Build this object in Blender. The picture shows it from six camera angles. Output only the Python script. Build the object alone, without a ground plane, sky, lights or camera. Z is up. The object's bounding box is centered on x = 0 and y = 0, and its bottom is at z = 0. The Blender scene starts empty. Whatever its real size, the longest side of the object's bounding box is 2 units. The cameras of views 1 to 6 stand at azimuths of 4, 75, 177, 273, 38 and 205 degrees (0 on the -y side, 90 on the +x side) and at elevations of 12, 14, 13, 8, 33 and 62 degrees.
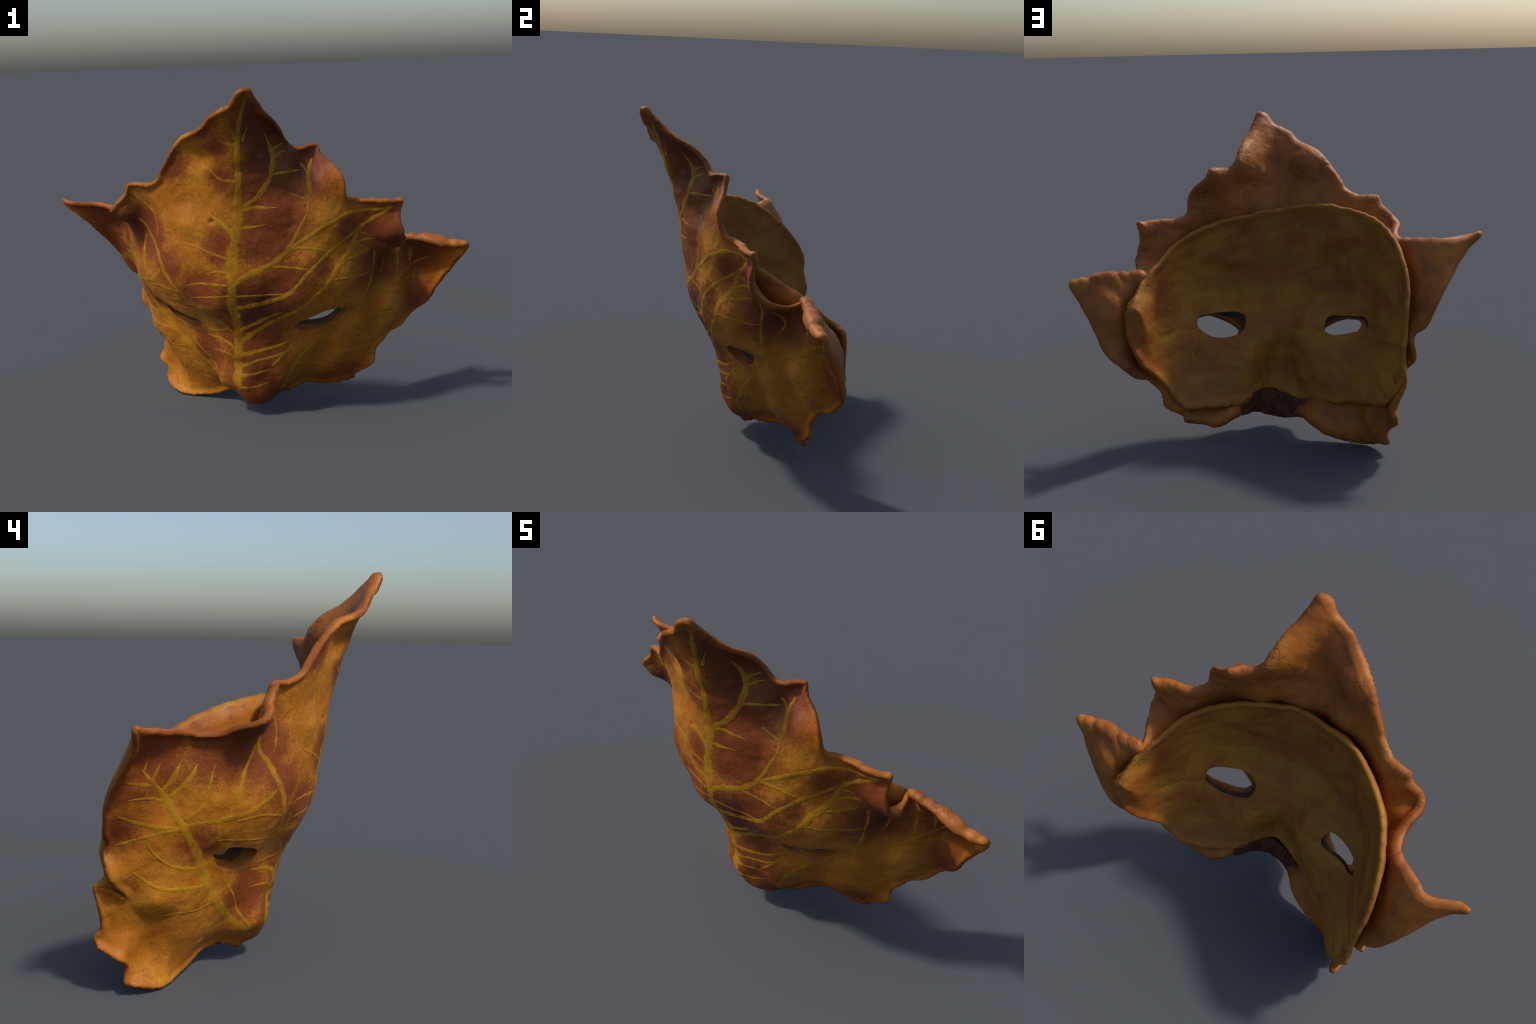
# Leaf-shaped half mask: a big autumn leaf wrapped over a face-shaped backing plate.
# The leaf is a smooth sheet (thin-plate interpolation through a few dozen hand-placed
# anchor points, unwrapped round a vertical axis behind the face), given thickness and a
# rounded rim; veins are raised ribbons lying on the sheet.
import bpy, math, random
import numpy as np
from mathutils import Vector, noise
from mathutils.geometry import delaunay_2d_cdt
from mathutils.kdtree import KDTree
from mathutils.bvhtree import BVHTree

random.seed(7)
rng = np.random.default_rng(7)

# ------------------------------------------------------------------ unwrapping
AXIS = np.array([0.05, 0.50])          # vertical axis behind the face
RAD = 0.90

def unwrap(P):
    """angle round the axis and height; out at the sides, flaring parts are also spread by radius"""
    P = np.atleast_2d(np.asarray(P, float))
    dx, dy = P[:, 0] - AXIS[0], AXIS[1] - P[:, 1]
    th = np.arctan2(dx, dy); r = np.hypot(dx, dy)
    w = np.clip((np.abs(th) - 0.52) / 0.44, 0, 1); w = w * w * (3 - 2 * w)
    return np.stack([RAD * th + np.sign(th) * w * (r - 0.7) * 0.55, P[:, 2]], 1)

class Sheet:
    """thin-plate spline (u, v) -> xyz"""
    def __init__(self, uv, xyz, lam=2e-5):
        self.c = uv
        n = len(uv)
        K = self.kernel(uv, uv) + lam * np.eye(n)
        Q = np.c_[np.ones(n), uv, ]
        A = np.zeros((n + 3, n + 3))
        A[:n, :n] = K; A[:n, n:] = Q; A[n:, :n] = Q.T
        b = np.zeros((n + 3, 3)); b[:n] = xyz
        self.w = np.linalg.solve(A, b)
    @staticmethod
    def kernel(a, b):
        r2 = ((a[:, None, :] - b[None, :, :]) ** 2).sum(2)
        return 0.5 * r2 * np.log(r2 + 1e-12)
    def __call__(self, uv):
        uv = np.atleast_2d(np.asarray(uv, float))
        out = []
        for i in range(0, len(uv), 4000):
            q = uv[i:i + 4000]
            out.append(self.kernel(q, self.c) @ self.w[:-3] + np.c_[np.ones(len(q)), q] @ self.w[-3:])
        return np.vstack(out)

# ------------------------------------------------------------------ leaf anchors
# outline, clockwise as seen from the front, lobe by lobe
TOP_RIGHT = [(0.022, -0.505, 1.592), (0.048, -0.473, 1.550), (0.078, -0.420, 1.497), (0.116, -0.340, 1.450),
             (0.138, -0.285, 1.412), (0.157, -0.249, 1.367), (0.186, -0.231, 1.334)]
SMALL_LOBE_RIGHT = [(0.225, -0.228, 1.331), (0.289, -0.179, 1.331), (0.314, -0.190, 1.285), (0.372, -0.210, 1.231),
                    (0.405, -0.226, 1.175), (0.418, -0.215, 1.105)]
MID_LOBE_RIGHT = [(0.464, -0.180, 1.086), (0.575, -0.174, 1.080), (0.637, -0.160, 1.075), (0.672, -0.146, 1.070),
                  (0.660, -0.129, 1.034), (0.655, -0.134, 0.964), (0.667, -0.120, 0.908), (0.663, -0.057, 0.861),
                  (0.640, 0.021, 0.842), (0.622, 0.072, 0.852)]
# the upper edge of the right wing rolls over to the front: free lip, and the crest it rolls over
LIP_RIGHT = [(0.640, 0.066, 0.855), (0.676, 0.062, 0.852), (0.725, 0.058, 0.842), (0.800, 0.048, 0.824), (0.868, 0.041, 0.805), (0.935, 0.039, 0.800), (0.988, 0.043, 0.808)]
CREST_RIGHT = [(0.640, 0.082, 0.860), (0.677, 0.080, 0.858), (0.730, 0.076, 0.855), (0.800, 0.066, 0.848), (0.862, 0.058, 0.838), (0.930, 0.054, 0.824), (0.982, 0.052, 0.820)]
ROLL_RIGHT = [(0.5 * (a + d), 0.5 * (b + e) - 0.005, 0.5 * (c + f) + 0.003) for (a, b, c), (d, e, f) in zip(LIP_RIGHT, CREST_RIGHT)]
WING_RIGHT = [(0.998, 0.058, 0.805), (0.967, 0.082, 0.749), (0.917, 0.116, 0.670), (0.873, 0.170, 0.595),
              (0.823, 0.214, 0.497), (0.762, 0.245, 0.448), (0.690, 0.225, 0.372), (0.623, 0.192, 0.337),
              (0.556, 0.186, 0.264)]
CHIN_RIGHT = [(0.549, 0.183, 0.201), (0.462, 0.180, 0.141), (0.457, 0.187, 0.118), (0.345, 0.192, 0.094),
              (0.318, 0.203, 0.086), (0.203, 0.164, 0.112), (0.088, 0.060, 0.098), (0.020, 0.030, 0.068),
              (-0.050, 0.040, 0.050), (-0.090, 0.060, 0.060)]
CHIN_LEFT = [(-0.130, 0.120, 0.086), (-0.192, 0.193, 0.059), (-0.241, 0.223, 0.030), (-0.368, 0.271, 0.003),
             (-0.452, 0.311, 0.006), (-0.494, 0.347, 0.023), (-0.532, 0.416, 0.055), (-0.526, 0.410, 0.108),
             (-0.558, 0.425, 0.145), (-0.550, 0.478, 0.172), (-0.547, 0.514, 0.195), (-0.552, 0.522, 0.230),
             (-0.549, 0.499, 0.268), (-0.564, 0.495, 0.302), (-0.598, 0.500, 0.383), (-0.590, 0.511, 0.437)]
SLIT_LEFT = [(-0.590, 0.462, 0.430), (-0.582, 0.405, 0.408), (-0.628, 0.440, 0.462), (-0.640, 0.459, 0.518), (-0.635, 0.469, 0.574)]
WING_LEFT = [(-0.640, 0.455, 0.607), (-0.692, 0.456, 0.642), (-0.751, 0.432, 0.737), (-0.852, 0.357, 0.885),
             (-0.878, 0.329, 0.918), (-0.938, 0.302, 0.987), (-0.990, 0.290, 1.030), (-0.994, 0.280, 1.050),
             (-0.945, 0.260, 1.040), (-0.842, 0.282, 1.030), (-0.763, 0.236, 1.019), (-0.664, 0.160, 1.013),
             (-0.640, 0.120, 1.003)]
SMALL_LOBE_LEFT = [(-0.640, 0.040, 1.010), (-0.660, -0.020, 1.035), (-0.657, -0.096, 1.065), (-0.592, -0.118, 1.124),
                   (-0.570, -0.128, 1.175), (-0.474, -0.166, 1.178), (-0.420, -0.214, 1.203)]
TOP_LEFT = [(-0.393, -0.244, 1.250), (-0.326, -0.307, 1.350), (-0.278, -0.350, 1.397), (-0.194, -0.439, 1.438),
            (-0.149, -0.466, 1.484), (-0.066, -0.503, 1.525), (-0.022, -0.520, 1.585)]
HEAD = TOP_RIGHT + SMALL_LOBE_RIGHT + MID_LOBE_RIGHT
TAIL = WING_RIGHT + CHIN_RIGHT + CHIN_LEFT + SLIT_LEFT + WING_LEFT + SMALL_LOBE_LEFT + TOP_LEFT
OUTLINE = HEAD + LIP_RIGHT + TAIL
def rolled(lip, crest, part=1.0):
    """sheet coordinates of a rolled-over lip: beyond its crest by the length of the roll"""
    lip, crest = np.array(lip), np.array(crest)
    return unwrap(crest) + np.c_[np.zeros(len(lip)), part * np.linalg.norm(lip - crest, axis=1)]
OUTLINE_UV = np.vstack([unwrap(HEAD), rolled(LIP_RIGHT, CREST_RIGHT), unwrap(TAIL)])

# midrib profile, from the tip down over brow and nose
MIDRIB = [(-0.010, -0.468, 1.510), (-0.040, -0.415, 1.385), (-0.043, -0.355, 1.175), (-0.040, -0.326, 1.065), (-0.070, -0.312, 0.948),
          (-0.078, -0.290, 0.815), (-0.082, -0.271, 0.700), (-0.080, -0.236, 0.608), (-0.080, -0.165, 0.490), (-0.083, -0.125, 0.380),
          (-0.083, -0.106, 0.290), (-0.083, -0.098, 0.205), (-0.075, -0.075, 0.135), (-0.065, -0.020, 0.080)]
# eye openings: overhanging upper lid, set-back lower lid
EYE_RIGHT = [(0.170, -0.116, 0.486), (0.202, -0.130, 0.517), (0.230, -0.138, 0.534), (0.288, -0.144, 0.558), (0.320, -0.144, 0.567), (0.352, -0.128, 0.568),
             (0.385, -0.096, 0.560), (0.413, -0.062, 0.540), (0.375, -0.058, 0.498), (0.324, -0.066, 0.466), (0.253, -0.078, 0.452), (0.195, -0.092, 0.458)]
EYE_LEFT = [(-0.275, -0.048, 0.496), (-0.300, -0.052, 0.515), (-0.340, -0.053, 0.534), (-0.381, -0.040, 0.548), (-0.409, -0.018, 0.553), (-0.430, 0.008, 0.556),
            (-0.455, 0.045, 0.557), (-0.463, 0.090, 0.540), (-0.432, 0.088, 0.500), (-0.395, 0.076, 0.464), (-0.339, 0.031, 0.448), (-0.287, -0.018, 0.461)]
FACE_RIGHT = [(0.095, -0.296, 1.322), (0.098, -0.311, 1.214), (0.214, -0.218, 1.220), (0.252, -0.273, 1.106), (0.367, -0.245, 1.005),
              (0.424, -0.206, 1.015), (0.529, -0.157, 1.025), (0.165, -0.279, 0.885), (0.327, -0.235, 0.860), (0.462, -0.162, 0.933),
              (0.525, -0.105, 0.842), (0.388, -0.202, 0.806), (0.243, -0.261, 0.768), (0.347, -0.218, 0.720), (0.407, -0.191, 0.712),
              (0.550, -0.075, 0.821), (0.534, -0.075, 0.729), (0.608, 0.010, 0.792), (0.575, 0.006, 0.704), (0.666, 0.090, 0.671),
              (0.669, 0.100, 0.790), (0.729, 0.146, 0.701), (0.797, 0.150, 0.752), (0.812, 0.178, 0.680), (0.870, 0.105, 0.770), (0.735, 0.122, 0.790),
              (0.446, -0.027, 0.519), (0.522, 0.008, 0.549), (0.600, 0.056, 0.598), (0.611, 0.062, 0.509), (0.571, 0.086, 0.454),
              (0.673, 0.159, 0.443), (0.478, 0.034, 0.412), (0.589, 0.169, 0.322), (0.388, 0.036, 0.298), (0.484, 0.094, 0.301),
              (0.104, -0.029, 0.150), (0.030, -0.060, 0.181), (0.107, -0.100, 0.310), (0.255, -0.035, 0.340), (0.310, -0.245, 1.200), (0.300, 0.026, 0.300)]
FACE_LEFT = [(-0.465, -0.093, 0.888), (-0.431, -0.146, 0.779), (-0.444, -0.130, 1.027), (-0.347, -0.163, 0.668), (-0.540, 0.002, 0.755),
             (-0.508, -0.053, 0.934), (-0.415, -0.165, 1.006), (-0.449, -0.122, 0.918),
             (-0.177, -0.300, 1.017), (-0.230, -0.282, 1.099), (-0.300, -0.228, 0.850), (-0.520, 0.030, 0.645),
             (-0.496, 0.146, 0.493), (-0.446, 0.124, 0.414), (-0.377, 0.110, 0.331), (-0.298, 0.034, 0.347), (-0.222, 0.014, 0.256),
             (-0.186, -0.002, 0.150), (-0.309, 0.075, 0.288), (-0.575, 0.239, 0.520), (-0.524, 0.194, 0.416), (-0.483, 0.209, 0.310),
             (-0.441, 0.306, 0.151), (-0.378, 0.250, 0.095), (-0.449, 0.333, 0.167),
             (-0.622, 0.145, 0.800), (-0.588, 0.150, 0.670), (-0.765, 0.340, 0.922), (-0.835, 0.315, 0.955), (-0.690, 0.300, 0.830)]
CREST_BACK = [(x, y + 0.020, z - 0.030) for x, y, z in CREST_RIGHT[1:6]]
anchors = np.array(OUTLINE + ROLL_RIGHT + CREST_RIGHT + CREST_BACK + MIDRIB + EYE_RIGHT + EYE_LEFT + FACE_RIGHT + FACE_LEFT)
leaf = Sheet(np.vstack([OUTLINE_UV, rolled(LIP_RIGHT, CREST_RIGHT, 0.5), unwrap(anchors[len(OUTLINE) + len(ROLL_RIGHT):])]), anchors)

# ------------------------------------------------------------------ mesh tools
def catmull(pts, step, closed=True):
    pts = [np.asarray(p, float) for p in pts]
    n = len(pts); out = []
    for i in range(n if closed else n - 1):
        if closed:
            p0, p1, p2, p3 = (pts[(i + k) % n] for k in (-1, 0, 1, 2))
        else:
            p1, p2 = pts[i], pts[i + 1]
            p0 = pts[i - 1] if i else 2 * p1 - p2
            p3 = pts[i + 2] if i + 2 < n else 2 * p2 - p1
        d0, d1, d2 = (max(np.linalg.norm(b - a), 1e-6) ** 0.5 for a, b in ((p0, p1), (p1, p2), (p2, p3)))
        m1 = (p1 - p0) / d0 - (p2 - p0) / (d0 + d1) + (p2 - p1) / d1
        m2 = (p2 - p1) / d1 - (p3 - p1) / (d1 + d2) + (p3 - p2) / d2
        m1 *= d1; m2 *= d1
        k = max(1, int(round(np.linalg.norm(p2 - p1) / step)))
        for j in range(k):
            t = j / k
            out.append((2*t**3-3*t**2+1)*p1 + (t**3-2*t**2+t)*m1 + (-2*t**3+3*t**2)*p2 + (t**3-t**2)*m2)
    if not closed:
        out.append(pts[-1])
    return np.array(out)

def inside(poly, q):
    x, y = q[:, 0], q[:, 1]
    r = np.zeros(len(q), bool)
    a = poly; b = np.roll(poly, -1, 0)
    for (x0, y0), (x1, y1) in zip(a, b):
        if y0 == y1: continue
        c = ((y0 > y) != (y1 > y)) & (x < (x1 - x0) * (y - y0) / (y1 - y0) + x0)
        r ^= c
    return r

def triangulate(outer, holes, step):
    """even triangular fill of an outline with holes; returns uv, tris, outer count, hole ranges"""
    pts = [outer] + holes
    verts, edges, ranges = [], [], []
    for loop in pts:
        s = len(verts); n = len(loop)
        verts += [tuple(p) for p in loop]
        edges += [(s + i, s + (i + 1) % n) for i in range(n)]
        ranges.append((s, s + n))
    lo, hi = outer.min(0), outer.max(0)
    grid = []
    row = 0; y = lo[1]
    while y < hi[1]:
        x = lo[0] + (step * 0.5 if row % 2 else 0)
        while x < hi[0]:
            grid.append((x, y)); x += step
        y += step * 0.866; row += 1
    grid = np.array(grid)
    keep = inside(outer, grid)
    for h in holes: keep &= ~inside(h, grid)
    grid = grid[keep]
    border = KDTree(len(verts))
    for i, p in enumerate(verts): border.insert((p[0], p[1], 0), i)
    border.balance()
    grid = [p for p in grid if border.find((p[0], p[1], 0))[2] > step * 0.6]
    allp = [Vector(p) for p in verts] + [Vector(p) for p in grid]
    V, E, F, ov, oe, of = delaunay_2d_cdt(allp, edges, [], 0, 1e-7)
    V = np.array([tuple(v) for v in V])
    F = np.array([tuple(f) for f in F])
    c = V[F].mean(1)
    ok = inside(outer, c)
    for h in holes: ok &= ~inside(h, c)
    return V, F[ok], ranges

def vertex_normals(P, F):
    fn = np.cross(P[F[:, 1]] - P[F[:, 0]], P[F[:, 2]] - P[F[:, 0]])
    N = np.zeros_like(P)
    for k in range(3): np.add.at(N, F[:, k], fn)
    return N / np.maximum(np.linalg.norm(N, axis=1, keepdims=True), 1e-12)

def smoothstep(x):
    x = np.clip(x, 0, 1); return x * x * (3 - 2 * x)

def fbm(P, scale, octaves=3, seed=0.0):
    return np.array([noise.fractal(Vector(p) * scale + Vector((seed, seed * 1.7, -seed)), 1.0, 2.0, octaves) for p in P])

def new_object(name, verts, faces, mats, face_mats=None, parent=None, smooth=True):
    me = bpy.data.meshes.new(name)
    me.from_pydata([tuple(v) for v in verts], [], [tuple(int(i) for i in f) for f in faces])
    for m in mats: me.materials.append(m)
    if face_mats is not None: me.polygons.foreach_set('material_index', np.asarray(face_mats, np.int32))
    if smooth: me.polygons.foreach_set('use_smooth', np.ones(len(me.polygons), bool))
    me.update()
    ob = bpy.data.objects.new(name, me)
    bpy.context.scene.collection.objects.link(ob)
    if parent: ob.parent = parent
    return ob

def build_sheet(surface, outer, holes, step, thick, rim, relief=None, outward=False, lumpy=False):
    """two-sided sheet with rounded outer rim. front = given surface, back = offset inwards."""
    V, F, ranges = triangulate(outer, holes, step)
    P = surface(V)
    N = vertex_normals(P, F)
    if (N[:, 1] * -1 + 0).mean() < 0:
        F = F[:, ::-1]; N = -N
    if relief is not None:
        P = P + N * relief(V, P)[:, None]
        N = vertex_normals(P, F)
    ns, ne = ranges[0]
    kd = KDTree(ne)
    for i in range(ne): kd.insert(P[i], i)
    kd.balance()
    d = np.array([kd.find(p)[2] for p in P])
    if lumpy:
        edge = 1 - smoothstep(d / 0.07)
        P = P + N * (edge * 0.008 * fbm(P, 6.0, 2, 8.8))[:, None]
    t = thick(V, P, N) if callable(thick) else np.full(len(P), thick)
    for _ in range(12):                              # even out the thickness over neighbours
        acc, cnt = np.zeros(len(P)), np.zeros(len(P))
        for a, b in ((0, 1), (1, 2), (2, 0)):
            np.add.at(acc, F[:, a], t[F[:, b]]); np.add.at(acc, F[:, b], t[F[:, a]])
            np.add.at(cnt, F[:, a], 1); np.add.at(cnt, F[:, b], 1)
        t = np.where(cnt > 0, 0.5 * t + 0.5 * acc / np.maximum(cnt, 1), t)
    if lumpy:
        t = t * (1 + (1 - smoothstep(d / 0.05)) * (0.20 + 0.22 * fbm(P, 6.0, 2, 2.6)))
    x = np.clip(d / rim, 0, 1)
    half = 0.5 * t * np.sqrt(1 - (1 - x) ** 2)
    mid = 0.5 * t * smoothstep(d / (rim * 2.5))
    if outward: mid = -mid
    front = P + N * (half - mid)[:, None]
    back = P - N * (half + mid)[:, None]
    n = len(P)
    bmap = np.arange(n) + n
    bmap[:ne] = np.arange(ne)                       # outer rim is shared
    verts = np.vstack([front, back])
    verts[:ne] = P[:ne] - N[:ne] * 0
    Fb = bmap[F[:, ::-1]]
    used = np.unique(np.r_[F.ravel(), Fb.ravel()])
    remap = -np.ones(2 * n, int); remap[used] = np.arange(len(used))
    faces = remap[np.vstack([F, Fb])]
    fm = np.r_[np.zeros(len(F), int), np.ones(len(Fb), int)]
    ragged = 0.6 + 0.9 * fbm(P, 9.0, 3, 4.4)
    dd = (d / rim)[F].mean(1) - ragged[F].mean(1)
    fm[:len(F)][dd < 0.25] = 2
    hole_loops = [(front[a:b], back[a:b]) for a, b in ranges[1:]]
    return verts[used], faces, fm, hole_loops, (V, F, front)

# ------------------------------------------------------------------ materials
class Nodes:
    """small helper for building node trees"""
    def __init__(self, name, rough=0.6, spec=0.35):
        self.m = bpy.data.materials.new(name); self.m.use_nodes = True
        self.t = self.m.node_tree
        self.b = self.t.nodes['Principled BSDF']
        self.b.inputs['Roughness'].default_value = rough
        self.b.inputs['Specular IOR Level'].default_value = spec
        self.co = self.t.nodes.new('ShaderNodeTexCoord').outputs['Object']
    def link(self, a, b): self.t.links.new(a, b)
    def put(self, sock, v):
        if hasattr(v, 'is_output'): self.link(v, sock)
        else: sock.default_value = v
    def noise(self, scale, detail=4, rough=0.6, dist=0.0, stretch=None):
        n = self.t.nodes.new('ShaderNodeTexNoise')
        n.inputs['Scale'].default_value = scale; n.inputs['Detail'].default_value = detail
        n.inputs['Roughness'].default_value = rough; n.inputs['Distortion'].default_value = dist
        v = self.co
        if stretch:
            mp = self.t.nodes.new('ShaderNodeMapping'); mp.inputs['Scale'].default_value = stretch
            self.link(v, mp.inputs['Vector']); v = mp.outputs['Vector']
        self.link(v, n.inputs['Vector'])
        return n.outputs['Fac']
    def voronoi(self, scale, feature='F1'):
        n = self.t.nodes.new('ShaderNodeTexVoronoi'); n.feature = feature
        n.inputs['Scale'].default_value = scale
        self.link(self.co, n.inputs['Vector']); return n.outputs['Distance']
    def math(self, op, a, b=0.0, clamp=False):
        n = self.t.nodes.new('ShaderNodeMath'); n.operation = op; n.use_clamp = clamp
        self.put(n.inputs[0], a); self.put(n.inputs[1], b); return n.outputs[0]
    def step(self, v, lo, hi, a=0.0, b=1.0):
        n = self.t.nodes.new('ShaderNodeMapRange'); n.interpolation_type = 'SMOOTHSTEP'
        self.put(n.inputs['Value'], v)
        n.inputs['From Min'].default_value = lo; n.inputs['From Max'].default_value = hi
        n.inputs['To Min'].default_value = a; n.inputs['To Max'].default_value = b
        return n.outputs['Result']
    def blob(self, c, r0, r1):
        n = self.t.nodes.new('ShaderNodeVectorMath'); n.operation = 'DISTANCE'
        self.link(self.co, n.inputs[0]); n.inputs[1].default_value = c
        return self.step(n.outputs['Value'], r0, r1, 1.0, 0.0)
    def blobs(self, lst):
        """soft union of patches: (x, y, z, radius)"""
        tot = None
        for x, y, z, r in lst:
            d = self.blob((x, y, z), r * 0.15, r * 1.55)
            tot = d if tot is None else self.math('MAXIMUM', tot, d)
        return tot
    def mix(self, f, a, b):
        n = self.t.nodes.new('ShaderNodeMix'); n.data_type = 'RGBA'
        self.put(n.inputs[0], f)
        for s, v in ((n.inputs[6], a), (n.inputs[7], b)):
            if isinstance(v, tuple): s.default_value = (*v, 1)
            else: self.link(v, s)
        return n.outputs[2]
    def finish(self, col, bump=None, strength=0.3, dist=0.004):
        self.link(col, self.b.inputs['Base Color']) if not isinstance(col, tuple) else None
        if bump is not None:
            n = self.t.nodes.new('ShaderNodeBump'); n.inputs['Strength'].default_value = strength
            n.inputs['Distance'].default_value = dist
            self.link(bump, n.inputs['Height']); self.link(n.outputs[0], self.b.inputs['Normal'])
        return self.m

GOLD, GOLD_PALE = (0.310, 0.107, 0.006), (0.415, 0.170, 0.014)
RUST, MAROON, ORANGE = (0.158, 0.037, 0.007), (0.052, 0.012, 0.006), (0.330, 0.085, 0.006)
VEIN_YELLOW, VEIN_OLIVE = (0.320, 0.160, 0.006), (0.220, 0.104, 0.004)

RUST_PATCHES = [(0.04, -0.30, 0.95, 0.18), (0.10, -0.29, 1.08, 0.16), (0.02, -0.30, 1.20, 0.14), (0.00, -0.24, 0.62, 0.20), (-0.03, -0.14, 0.45, 0.18),
                (-0.02, -0.08, 0.26, 0.18), (0.03, -0.03, 0.12, 0.16), (-0.11, -0.33, 1.22, 0.07), (-0.14, -0.30, 0.90, 0.10), (-0.50, -0.08, 0.95, 0.15),
                (0.58, -0.14, 0.95, 0.14), (0.53, -0.03, 0.76, 0.13), (0.62, 0.03, 0.74, 0.10), (0.78, 0.13, 0.78, 0.14), (-0.75, 0.28, 0.97, 0.21),
                (-0.62, 0.05, 0.95, 0.16), (-0.24, -0.02, 0.33, 0.12), (0.15, -0.27, 0.72, 0.12),
                (-0.80, 0.36, 0.80, 0.14), (-0.67, 0.44, 0.66, 0.11), (0.40, 0.20, 0.12, 0.15),
                (0.07, -0.38, 1.45, 0.18), (-0.20, -0.45, 1.47, 0.10), (0.30, -0.22, 1.25, 0.13), (-0.36, -0.30, 1.28, 0.10), (0.42, -0.18, 0.96, 0.08),
                (-0.40, -0.14, 0.80, 0.10), (-0.52, 0.15, 0.60, 0.09), (-0.25, -0.22, 0.70, 0.10), (0.30, -0.24, 0.80, 0.06), (-0.12, -0.38, 1.36, 0.06), (0.80, 0.21, 0.53, 0.12)]
MAROON_PATCHES = [(0.12, -0.29, 1.34, 0.17), (0.05, -0.40, 1.46, 0.12), (0.18, -0.24, 1.24, 0.11), (-0.03, -0.22, 0.56, 0.12), (-0.62, -0.05, 1.03, 0.13),
                  (0.64, -0.10, 0.90, 0.08), (0.55, -0.02, 0.79, 0.09), (0.03, -0.23, 0.65, 0.11), (-0.32, -0.18, 0.65, 0.06), (-0.09, -0.28, 0.66, 0.08)]
ORANGE_PATCHES = [(0.90, 0.11, 0.70, 0.09), (0.84, 0.17, 0.60, 0.08), (-0.55, 0.47, 0.20, 0.07), (0.38, -0.21, 1.18, 0.08), (0.30, 0.19, 0.10, 0.10)]

def leaf_front_colour(k):
    big = k.noise(3.2, 3, 0.6, 0.6)
    mid = k.noise(11.0, 5, 0.65, 0.4)
    fine = k.noise(60.0, 4, 0.65)
    speck = k.noise(170.0, 3, 0.6)
    rust = k.blobs(RUST_PATCHES)
    for tex, amt in ((mid, 0.9), (big, 0.7), (fine, 1.0), (speck, 0.8)):
        rust = k.math('ADD', rust, k.math('MULTIPLY', k.math('SUBTRACT', tex, 0.5), amt))
    rust = k.step(rust, -0.06, 0.84)
    gold = k.mix(k.step(k.noise(6.0, 4), 0.42, 0.72), GOLD, GOLD_PALE)
    col = k.mix(rust, gold, RUST)
    mar = k.math('MULTIPLY', k.blobs(MAROON_PATCHES), k.step(mid, 0.3, 0.6, 0.5, 1.0))
    col = k.mix(k.math('MULTIPLY', mar, 0.85), col, MAROON)
    col = k.mix(k.math('MULTIPLY', k.blobs(ORANGE_PATCHES), k.step(big, 0.35, 0.6, 0.35, 0.85)), col, ORANGE)
    dots = k.math('MULTIPLY', k.step(speck, 0.56, 0.72), k.step(rust, 0.05, 0.8, 0.25, 0.55))
    col = k.mix(dots, col, (0.060, 0.016, 0.005))
    stain = k.math('MULTIPLY', k.step(k.noise(26.0, 5, 0.7, 0.8), 0.56, 0.70), 0.28)
    col = k.mix(stain, col, (0.110, 0.034, 0.005))
    return col, mid, fine, speck

k = Nodes('leaf_front', 0.54, 0.22)
c, mid, fine, speck = leaf_front_colour(k)
M_FRONT = k.finish(c, k.math('ADD', k.math('MULTIPLY', fine, 0.7), k.math('MULTIPLY', speck, 0.4)), 0.5, 0.007)

def vein_material(name, lo, hi):
    k = Nodes(name, 0.58, 0.16)
    c, mid, fine, speck = leaf_front_colour(k)
    worn = k.math('ADD', k.noise(9.0, 4), k.math('MULTIPLY', k.math('SUBTRACT', fine, 0.5), 0.7))
    worn = k.math('ADD', worn, k.math('MULTIPLY', k.math('SUBTRACT', speck, 0.5), 0.4))
    worn = k.step(worn, 0.28, 0.66, lo, hi)
    return k.finish(k.mix(worn, c, k.mix(k.step(k.noise(14.0, 3), 0.25, 0.6), VEIN_OLIVE, VEIN_YELLOW)), k.math('ADD', fine, speck), 0.4, 0.005)

M_VEIN = vein_material('leaf_vein', 0.45, 0.95)
M_VEIN_EDGE = vein_material('leaf_vein_edge', 0.0, 0.60)

k = Nodes('leaf_rim', 0.55, 0.16)
front, mid, fine, speck = leaf_front_colour(k)
c = k.mix(k.step(k.noise(7.0, 4, 0.6), 0.35, 0.65), (0.160, 0.040, 0.008), (0.280, 0.082, 0.009))
c = k.mix(k.step(k.noise(30.0, 4), 0.55, 0.75, 0.0, 0.6), c, (0.085, 0.022, 0.010))
c = k.mix(k.step(mid, 0.35, 0.65, 0.35, 0.85), front, c)
M_RIM_EDGE = k.finish(c, k.noise(40.0, 4), 0.35, 0.005)

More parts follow.
